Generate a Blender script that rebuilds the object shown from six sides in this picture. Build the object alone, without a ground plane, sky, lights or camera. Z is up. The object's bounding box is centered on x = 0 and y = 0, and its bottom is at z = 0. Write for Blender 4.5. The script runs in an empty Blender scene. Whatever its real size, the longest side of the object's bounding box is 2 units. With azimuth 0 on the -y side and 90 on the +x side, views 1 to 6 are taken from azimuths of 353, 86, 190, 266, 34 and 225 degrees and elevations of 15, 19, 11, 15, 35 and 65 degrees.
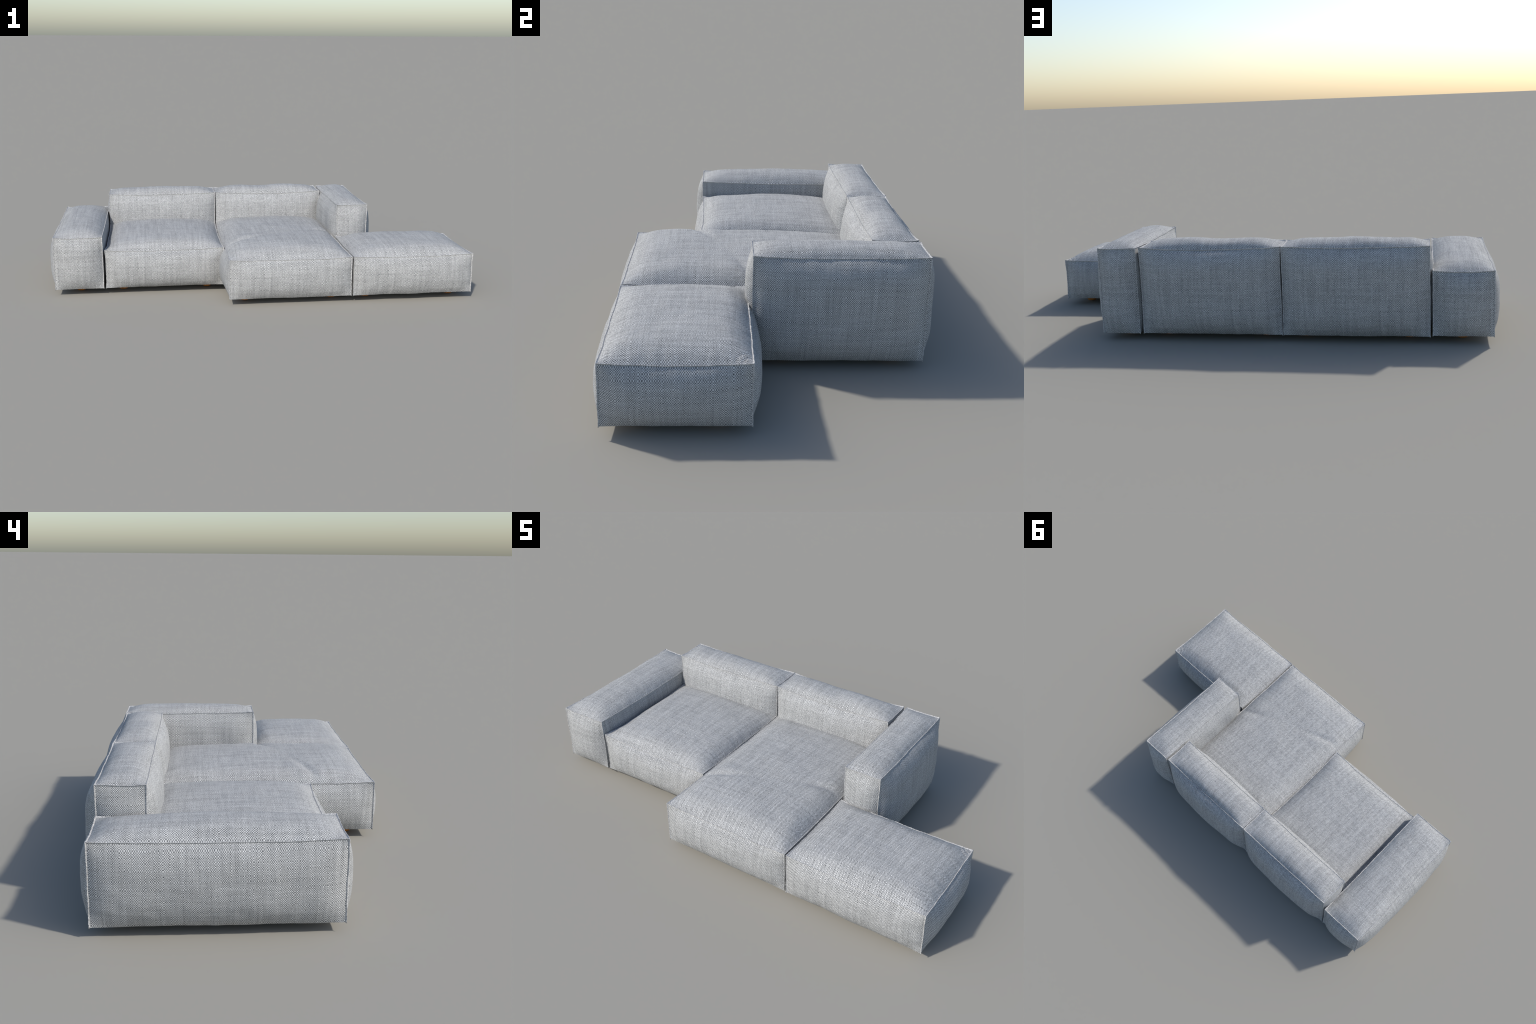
"""Low modular corner sofa: seven upholstered blocks in a coarse grey linen weave, every
panel edge closed by a thin standing seam, on short round wooden feet."""
import bpy, bmesh, math
import numpy as np
from mathutils import Vector, noise

STEP = 0.0062          # mesh spacing on the upholstery
SEAM_H = 0.0038        # how far the seam flange stands out along the 45 degree bisector
SEAM_T = 0.0008        # half thickness of the flange
INSET = SEAM_H * 0.68  # panel edges lie this far inside the flange tips

# ------------------------------------------------------------------ materials
def new_material(name):
    m = bpy.data.materials.new(name)
    m.use_nodes = True
    nt = m.node_tree
    nt.nodes.clear()
    out = nt.nodes.new("ShaderNodeOutputMaterial")
    bsdf = nt.nodes.new("ShaderNodeBsdfPrincipled")
    nt.links.new(bsdf.outputs[0], out.inputs[0])
    return m, nt, bsdf


class Graph:
    """small helper to write node maths as expressions"""
    def __init__(self, nt):
        self.nt = nt

    def put(self, socket, value):
        if isinstance(value, bpy.types.NodeSocket):
            self.nt.links.new(value, socket)
        else:
            socket.default_value = value

    def math(self, op, a, b=0.0, c=0.0, clamp=False):
        n = self.nt.nodes.new("ShaderNodeMath")
        n.operation, n.use_clamp = op, clamp
        for s, v in zip(n.inputs, (a, b, c)):
            self.put(s, v)
        return n.outputs[0]

    def add(self, a, b): return self.math("ADD", a, b)
    def mul(self, a, b): return self.math("MULTIPLY", a, b)

    def vec(self, x, y, z=0.0):
        n = self.nt.nodes.new("ShaderNodeCombineXYZ")
        for s, v in zip(n.inputs, (x, y, z)):
            self.put(s, v)
        return n.outputs[0]

    def noise(self, v, scale=1.0, detail=2.0, rough=0.5, dims="3D"):
        n = self.nt.nodes.new("ShaderNodeTexNoise")
        n.noise_dimensions = dims
        if dims == "1D":
            self.put(n.inputs["W"], v)
        else:
            self.put(n.inputs["Vector"], v)
        n.inputs["Scale"].default_value = scale
        n.inputs["Detail"].default_value = detail
        n.inputs["Roughness"].default_value = rough
        return n.outputs[0]

    def remap(self, v, a, b, c=0.0, d=1.0, smooth=False):
        n = self.nt.nodes.new("ShaderNodeMapRange")
        n.interpolation_type = "SMOOTHSTEP" if smooth else "LINEAR"
        for s, x in zip(n.inputs, (v, a, b, c, d)):
            self.put(s, x)
        return n.outputs[0]

    def mix(self, f, a, b):
        n = self.nt.nodes.new("ShaderNodeMix")
        n.data_type = "RGBA"
        self.put(n.inputs[0], f)
        self.put(n.inputs[6], a)
        self.put(n.inputs[7], b)
        return n.outputs[2]


THREAD_ACROSS, THREAD_ALONG = 0.00318, 0.00345
LIGHT_A, LIGHT_B = (0.445, 0.447, 0.437, 1), (0.755, 0.757, 0.74, 1)
DARK_A, DARK_B = (0.082, 0.085, 0.089, 1), (0.20, 0.205, 0.211, 1)


def linen(name, axes, phase):
    """plain weave: light warp over dark weft, laid in the plane of two object axes"""
    m, nt, bsdf = new_material(name)
    g = Graph(nt)
    tex = nt.nodes.new("ShaderNodeTexCoord")
    sep = nt.nodes.new("ShaderNodeSeparateXYZ")
    nt.links.new(tex.outputs["Object"], sep.inputs[0])
    h = g.add(sep.outputs[axes[0]], 2.0 + phase)
    v = g.add(sep.outputs[axes[1]], 3.0 + phase * 0.7)
    u = g.mul(h, 1 / THREAD_ACROSS)
    w = g.mul(v, 1 / THREAD_ALONG)
    # uneven thread widths and a slow drift of the grain
    drift = g.noise(g.vec(h, v, phase), 9.0, 1.0)
    du = g.mul(g.add(g.noise(u, 0.33, 1.0, 0.5, "1D"), -0.5), 1.2)
    dw = g.mul(g.add(g.noise(w, 0.30, 1.0, 0.5, "1D"), -0.5), 1.2)
    jit_u = g.mul(g.add(g.noise(g.vec(h, v, phase + 20), 42.0, 1.0), -0.5), 1.3)
    jit_w = g.mul(g.add(g.noise(g.vec(h, v, phase + 31), 42.0, 1.0), -0.5), 1.3)
    u2 = g.add(g.add(u, du), g.add(jit_u, g.mul(g.add(drift, -0.5), 1.6)))
    w2 = g.add(g.add(w, dw), g.add(jit_w, g.mul(g.add(drift, -0.5), -1.6)))
    check = g.mul(g.math("COSINE", g.mul(u2, math.pi)), g.math("COSINE", g.mul(w2, math.pi)))
    over = g.remap(check, -0.75, 0.8, 0.0, 1.0, True)
    # slubs: each thread keeps its own tone for a few decimetres
    warp = g.noise(g.vec(g.mul(u2, 0.75), g.mul(v, 5.0), phase), 1.0, 1.5)
    weft = g.noise(g.vec(g.mul(h, 5.0), g.mul(w2, 0.75), phase + 5), 1.0, 1.5)
    warp_b = g.noise(g.vec(g.mul(u2, 0.25), g.mul(v, 7.0), phase + 9), 1.0, 1.0)
    weft_b = g.noise(g.vec(g.mul(h, 7.0), g.mul(w2, 0.25), phase + 12), 1.0, 1.0)
    knot = g.noise(g.vec(g.mul(u2, 0.9), g.mul(w2, 0.9), phase), 1.0, 0.0)
    own = g.mul(knot, 0.34)
    streak_u = g.add(g.mul(warp, 0.42), g.mul(warp_b, 0.24))
    streak_w = g.add(g.mul(weft, 0.42), g.mul(weft_b, 0.24))
    tone_l = g.remap(g.add(g.add(g.mul(streak_u, 0.68), g.mul(streak_w, 0.32)), own), 0.36, 0.64)
    tone_d = g.remap(g.add(g.add(g.mul(streak_u, 0.32), g.mul(streak_w, 0.68)), own), 0.36, 0.64)
    light = g.mix(tone_l, LIGHT_A, LIGHT_B)
    dark = g.mix(tone_d, DARK_A, DARK_B)
    colour = g.mix(over, dark, light)
    nt.links.new(colour, bsdf.inputs["Base Color"])
    bsdf.inputs["Roughness"].default_value = 0.92
    bsdf.inputs["Specular IOR Level"].default_value = 0.15
    height = g.add(g.mul(over, 0.6), g.mul(g.math("ABSOLUTE", check), 0.4))
    bump = nt.nodes.new("ShaderNodeBump")
    bump.inputs["Strength"].default_value = 0.35
    bump.inputs["Distance"].default_value = 0.0008
    nt.links.new(height, bump.inputs["Height"])
    nt.links.new(bump.outputs[0], bsdf.inputs["Normal"])
    return m


def seam_material():
    m, nt, bsdf = new_material("seam_linen")
    g = Graph(nt)
    tex = nt.nodes.new("ShaderNodeTexCoord")
    n = g.noise(tex.outputs["Object"], 240.0, 2.0, 0.6)
    nt.links.new(g.mix(g.remap(n, 0.35, 0.65), (0.27, 0.272, 0.272, 1), (0.62, 0.615, 0.60, 1)), bsdf.inputs["Base Color"])
    bsdf.inputs["Roughness"].default_value = 0.92
    bsdf.inputs["Specular IOR Level"].default_value = 0.15
    return m


def wood_material():
    m, nt, bsdf = new_material("orange_brown_wood")
    g = Graph(nt)
    tex = nt.nodes.new("ShaderNodeTexCoord")
    sep = nt.nodes.new("ShaderNodeSeparateXYZ")
    nt.links.new(tex.outputs["Object"], sep.inputs[0])
    grain = g.noise(g.vec(g.mul(sep.outputs[0], 120), g.mul(sep.outputs[1], 120), g.mul(sep.outputs[2], 18)), 1.0, 3.0)
    nt.links.new(g.mix(g.remap(grain, 0.35, 0.65), (0.36, 0.125, 0.022, 1), (0.56, 0.22, 0.045, 1)), bsdf.inputs["Base Color"])
    bsdf.inputs["Roughness"].default_value = 0.5
    return m


LINEN = [linen("linen_weave_side", (1, 2), 0.113), linen("linen_weave_front", (0, 2), 0.371), linen("linen_weave_top", (0, 1), 0.737)]
SEAM, WOOD = seam_material(), wood_material()

# ------------------------------------------------------------------ upholstered block
def rise(d, length, reach):
    """pillow profile across a panel: quick rise from the seam, then a slow crown"""
    t = np.clip(d / length, 0, 1)
    e = np.minimum(d, length - d)
    s = np.clip(e / min(reach, length / 2), 0, 1)
    dome = min(0.42, 0.20 + 0.40 * max(0.0, length - 0.15))
    return (1 - dome) * (1 - (1 - s) ** 2.6) + dome * 4 * t * (1 - t)


def smooth_noise(p, scale, seed):
    return noise.noise(Vector((p[0] * scale + seed * 7.31, p[1] * scale - seed * 3.7, p[2] * scale + seed * 1.9)))


class Block:
    """box with bulging panels. lo/hi: seam tips. bulge: outward crown per side.
    sag: how far long edges are drawn in. features: extra relief for the top panel."""
    def __init__(self, lo, hi, bulge, seed, sag=0.006, reach=0.10, top_relief=None, wave=0.0023, ears=(), draw=0.15):
        self.lo, self.hi = np.array(lo, float) + INSET, np.array(hi, float) - INSET
        self.lo[2] -= INSET        # no flange below: the cover is tucked under
        self.size, self.mid = self.hi - self.lo, (self.hi + self.lo) / 2
        self.bulge, self.seed, self.sag, self.reach = bulge, seed, sag, reach
        self.top_relief, self.wave, self.ears, self.draw = top_relief, wave, ears, draw

    def warp(self, p):
        """shared displacement: drawn-in edges and gentle unevenness (moves seams and panels alike)"""
        q = (p - self.mid) / (self.size / 2)
        d = np.zeros(3)
        for i in range(3):
            j, k = (i + 1) % 3, (i + 2) % 3
            lj, lk = min(1, self.size[j] / 0.3), min(1, self.size[k] / 0.3)
            pull = lj * (1 - abs(q[j]) ** 3) * abs(q[k]) ** 8 + lk * (1 - abs(q[k]) ** 3) * abs(q[j]) ** 8
            share = self.draw if i < 2 else (1.0 if q[2] > 0 else 0.0)
            d[i] = -np.sign(q[i]) * abs(q[i]) ** 4 * self.sag * share * pull
            fade = min(1.0, 3.0 * (1 - min(abs(q[j]), 1)) + 3.0 * (1 - min(abs(q[k]), 1)))
            d[i] += fade * (self.wave * smooth_noise(p, 9, self.seed + i) + 0.45 * self.wave * smooth_noise(p, 30, self.seed + i + 4))
        return d

    def panel(self, p, axis, side):
        """crown of the panel that faces axis/side, at box point p"""
        j, k = (axis + 1) % 3, (axis + 2) % 3
        dj, dk = p[j] - self.lo[j], p[k] - self.lo[k]
        amount = self.bulge["xyz"[axis] + ("+" if side else "-")]
        f = float(rise(dj, self.size[j], self.reach) * rise(dk, self.size[k], self.reach))
        out = amount * f
        ej, ek = min(dj, self.size[j] - dj), min(dk, self.size[k] - dk)
        edge = min(ej, ek)
        along = p[j] if ek < ej else p[k]
        # puckers that run in from the seams, and a soft unevenness over the field
        pucker = smooth_noise((along * 30, axis * 3 + side, 0), 1.0, self.seed)
        out += 0.0016 * pucker * (edge / 0.012) * math.exp(1 - edge / 0.012) * min(1, amount / 0.01)
        field = min(1, edge / 0.05)
        out += field * min(1, amount / 0.012) * (0.0024 * smooth_noise(p, 7, self.seed + 11) + 0.0007 * smooth_noise(p, 26, self.seed + 17))
        if axis == 2 and side:
            for sx, sy, depth in self.ears:
                cx, cy = (self.hi if sx > 0 else self.lo)[0], (self.hi if sy > 0 else self.lo)[1]
                r = math.hypot(p[0] - cx, p[1] - cy)
                out += depth * math.sin(r / 0.0165 * 2 * math.pi) * math.exp(-((r - 0.03) / 0.02) ** 2) * min(1, edge / 0.008)
            if self.top_relief:
                out += self.top_relief(p[0], p[1]) * field
        n = np.zeros(3)
        n[axis] = 1 if side else -1
        return n * out

    def mesh(self, name, origin):
        cells = [max(6, int(round(s / STEP))) for s in self.size]
        index, verts, faces, mats = {}, [], [], []

        def vert(key, axis, side):
            if key in index:
                return index[key]
            p = self.lo + self.size * np.array(key) / np.array(cells)
            index[key] = len(verts)
            verts.append(p + self.warp(p) + self.panel(p, axis, side) - origin)
            return index[key]

        for axis in range(3):
            j, k = (axis + 1) % 3, (axis + 2) % 3
            for side in (0, 1):
                for a in range(cells[j]):
                    for b in range(cells[k]):
                        ring = []
                        for da, db in ((0, 0), (1, 0), (1, 1), (0, 1)):
                            key = [0, 0, 0]
                            key[axis], key[j], key[k] = side * cells[axis], a + da, b + db
                            ring.append(vert(tuple(key), axis, side))
                        faces.append(ring if side else ring[::-1])
                        mats.append(axis)
        me = bpy.data.meshes.new(name)
        me.from_pydata([tuple(v) for v in verts], [], faces)
        for m in LINEN:
            me.materials.append(m)
        me.polygons.foreach_set("material_index", mats)
        me.polygons.foreach_set("use_smooth", [True] * len(mats))
        bm = bmesh.new()
        bm.from_mesh(me)
        for e in bm.edges:
            if len(e.link_faces) == 2 and e.link_faces[0].material_index != e.link_faces[1].material_index:
                e.smooth = False
        bm.to_mesh(me)
        bm.free()
        return me

    def seam_mesh(self, name, origin):
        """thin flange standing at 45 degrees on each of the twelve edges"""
        verts, faces = [], []
        rng = np.random.default_rng(100 + self.seed)
        section = [(-0.35, -1.5), (0.25, -1.1), (0.85, -0.95), (1.0, -0.35), (1.0, 0.35), (0.85, 0.95), (0.25, 1.1), (-0.35, 1.5)]
        for axis in range(3):
            j, k = (axis + 1) % 3, (axis + 2) % 3
            count = max(12, int(self.size[axis] / 0.0032))
            for sj in (0, 1):
                for sk in (0, 1):
                    if (j == 2 and not sj) or (k == 2 and not sk):
                        continue
                    out = np.zeros(3)
                    out[j], out[k] = (1 if sj else -1), (1 if sk else -1)
                    out /= math.sqrt(2)
                    across = np.zeros(3)
                    across[j], across[k] = out[j], -out[k]
                    first = len(verts)
                    for i in range(count + 1):
                        t = i / count
                        p = self.lo.copy()
                        p[axis] += t * self.size[axis]
                        if sj: p[j] = self.hi[j]
                        if sk: p[k] = self.hi[k]
                        base = p + self.warp(p)
                        tall = SEAM_H * (1 + 0.10 * math.sin(i * 2.1) + 0.10 * rng.standard_normal())
                        lean = 0.0005 * smooth_noise(p, 45, self.seed + 23)
                        for r, s in section:
                            q = base + out * (tall * r) + across * (SEAM_T * s + lean * max(r, 0))
                            if i in (0, count):       # mitre towards the corner tip
                                q[axis] += (1 if i else -1) * tall * max(r, 0) / math.sqrt(2)
                            verts.append(q - origin)
                    m = len(section)
                    for i in range(count):
                        for c in range(m - 1):
                            a = first + i * m + c
                            quad = [a, a + 1, a + m + 1, a + m]
                            faces.append(quad)
                    faces.append([first + c for c in range(m)])
                    faces.append([first + count * m + c for c in range(m)][::-1])
        me = bpy.data.meshes.new(name)
        me.from_pydata([tuple(v) for v in verts], [], faces)
        me.materials.append(SEAM)
        bm = bmesh.new()
        bm.from_mesh(me)
        bmesh.ops.recalc_face_normals(bm, faces=bm.faces)
        bm.to_mesh(me)
        bm.free()
        me.polygons.foreach_set("use_smooth", [len(p.vertices) == 4 for p in me.polygons])
        return me


def add_object(name, mesh, parent, place=(0, 0, 0)):
    o = bpy.data.objects.new(name, mesh)
    bpy.context.scene.collection.objects.link(o)
    o.parent = parent
    o.location = place
    return o


def foot_mesh():
    """short turned foot, slightly tapered, softened rims"""
    profile = [(0.0, 0.0), (0.0150, 0.0), (0.0180, 0.0008), (0.0200, 0.003), (0.0230, 0.014), (0.0250, 0.030), (0.0250, 0.044), (0.0, 0.044)]
    bm = bmesh.new()
    pts = [bm.verts.new((r, 0, z)) for r, z in profile]
    edges = [bm.edges.new((a, b)) for a, b in zip(pts, pts[1:])]
    bmesh.ops.spin(bm, geom=pts + edges, cent=(0, 0, 0), axis=(0, 0, 1), angle=2 * math.pi, steps=40, use_merge=True)
    bmesh.ops.remove_doubles(bm, verts=bm.verts, dist=1e-5)
    bmesh.ops.recalc_face_normals(bm, faces=bm.faces)
    me = bpy.data.meshes.new("foot")
    bm.to_mesh(me)
    bm.free()
    me.polygons.foreach_set("use_smooth", [True] * len(me.polygons))
    me.set_sharp_from_angle(angle=math.radians(40))
    me.materials.append(WOOD)
    return me


# ------------------------------------------------------------------ the sofa
FLOOR = 0.030      # underside of the upholstery
BACK_FLOOR = 0.026  # the tall pieces hang a little lower
SEAT_Z, BACK_Z, ARM_Z = 0.216, 0.376, 0.282


def sides(left, right, front, rear, top, under=0.003):
    return {"x-": left, "x+": right, "y-": front, "y+": rear, "z+": top, "z-": under}


def chaise_relief(x, y):
    """soft fold across the long seat, sloping from beside the short seat to the tall arm"""
    t = (x + 0.10) / 0.46
    line = -0.258 + 0.18 * t
    near = 0.0075 * math.exp(-((t - 0.04) / 0.16) ** 2) + 0.006 * math.exp(-((t - 0.98) / 0.20) ** 2) + 0.0008
    d = y - line
    fold = -near * math.exp(-(d / 0.017) ** 2) + 0.35 * near * math.exp(-((d - 0.04) / 0.025) ** 2)
    plump = 0.007 * math.exp(-((y + 0.36) / 0.11) ** 2)      # the front half is fuller
    return fold + plump


def wavy_top(x, y):
    """the long seat's back cushion has a dip beside its middle"""
    return -0.007 * math.exp(-((x - 0.08) / 0.07) ** 2) + 0.002 * math.exp(-((x + 0.05) / 0.06) ** 2)


PIECES = [
    # name, lo, hi, crowns, options, feet (x, y)
    ("armrest", (-0.968, -0.254, FLOOR), (-0.741, 0.468, ARM_Z), sides(0.036, 0.010, 0.031, 0.032, 0.035), dict(seed=1), "pair"),
    ("seat", (-0.733, -0.252, FLOOR), (-0.170, 0.340, SEAT_Z), sides(0.010, 0.010, 0.032, 0.0, 0.046), dict(seed=2, sag=0.009, draw=0.6), "four"),
    ("backrest", (-0.733, 0.314, BACK_FLOOR), (-0.170, 0.469, BACK_Z), sides(0.014, 0.006, 0.039, 0.052, 0.024), dict(seed=3), None),
    ("seat", (-0.167, -0.494, FLOOR), (0.400, 0.340, SEAT_Z), sides(0.034, 0.010, 0.031, 0.0, 0.052), dict(seed=4, top_relief=chaise_relief), "four"),
    ("backrest", (-0.167, 0.314, BACK_FLOOR), (0.400, 0.468, BACK_Z), sides(0.006, 0.010, 0.039, 0.054, 0.026), dict(seed=5, top_relief=wavy_top, sag=0.011), None),
    ("armrest", (0.412, -0.077, BACK_FLOOR), (0.569, 0.472, BACK_Z - 0.002), sides(0.032, 0.045, 0.022, 0.034, 0.024), dict(seed=6), "pair"),
    ("ottoman", (0.407, -0.496, FLOOR), (0.973, -0.085, SEAT_Z), sides(0.008, 0.031, 0.030, 0.034, 0.043), dict(seed=7, ears=((1, 1, 0.0040),)), "four"),
]

sofa = bpy.data.objects.new("sectional_sofa", None)
bpy.context.scene.collection.objects.link(sofa)
sofa["label"] = "low modular corner sofa in light grey woven linen"
sofa["category"] = "sofa"
FOOT = foot_mesh()
DEEP_REAR = 0.468      # the seat units stand under their back cushions too

for name, lo, hi, crowns, options, feet in PIECES:
    block = Block(lo, hi, crowns, **options)
    origin = np.array([(lo[0] + hi[0]) / 2, (lo[1] + hi[1]) / 2, 0.0])
    body = add_object(name, block.mesh(name, origin), sofa, origin)
    add_object("seam", block.seam_mesh("seam", origin), body)
    if feet:
        rear = DEEP_REAR if name == "seat" else hi[1]
        xs = [origin[0]] if feet == "pair" else [lo[0] + 0.080, hi[0] - 0.078]
        for x in xs:
            for y in (lo[1] + 0.094, rear - 0.098):
                add_object("foot", FOOT, body, (x - origin[0], y - origin[1], 0.0))
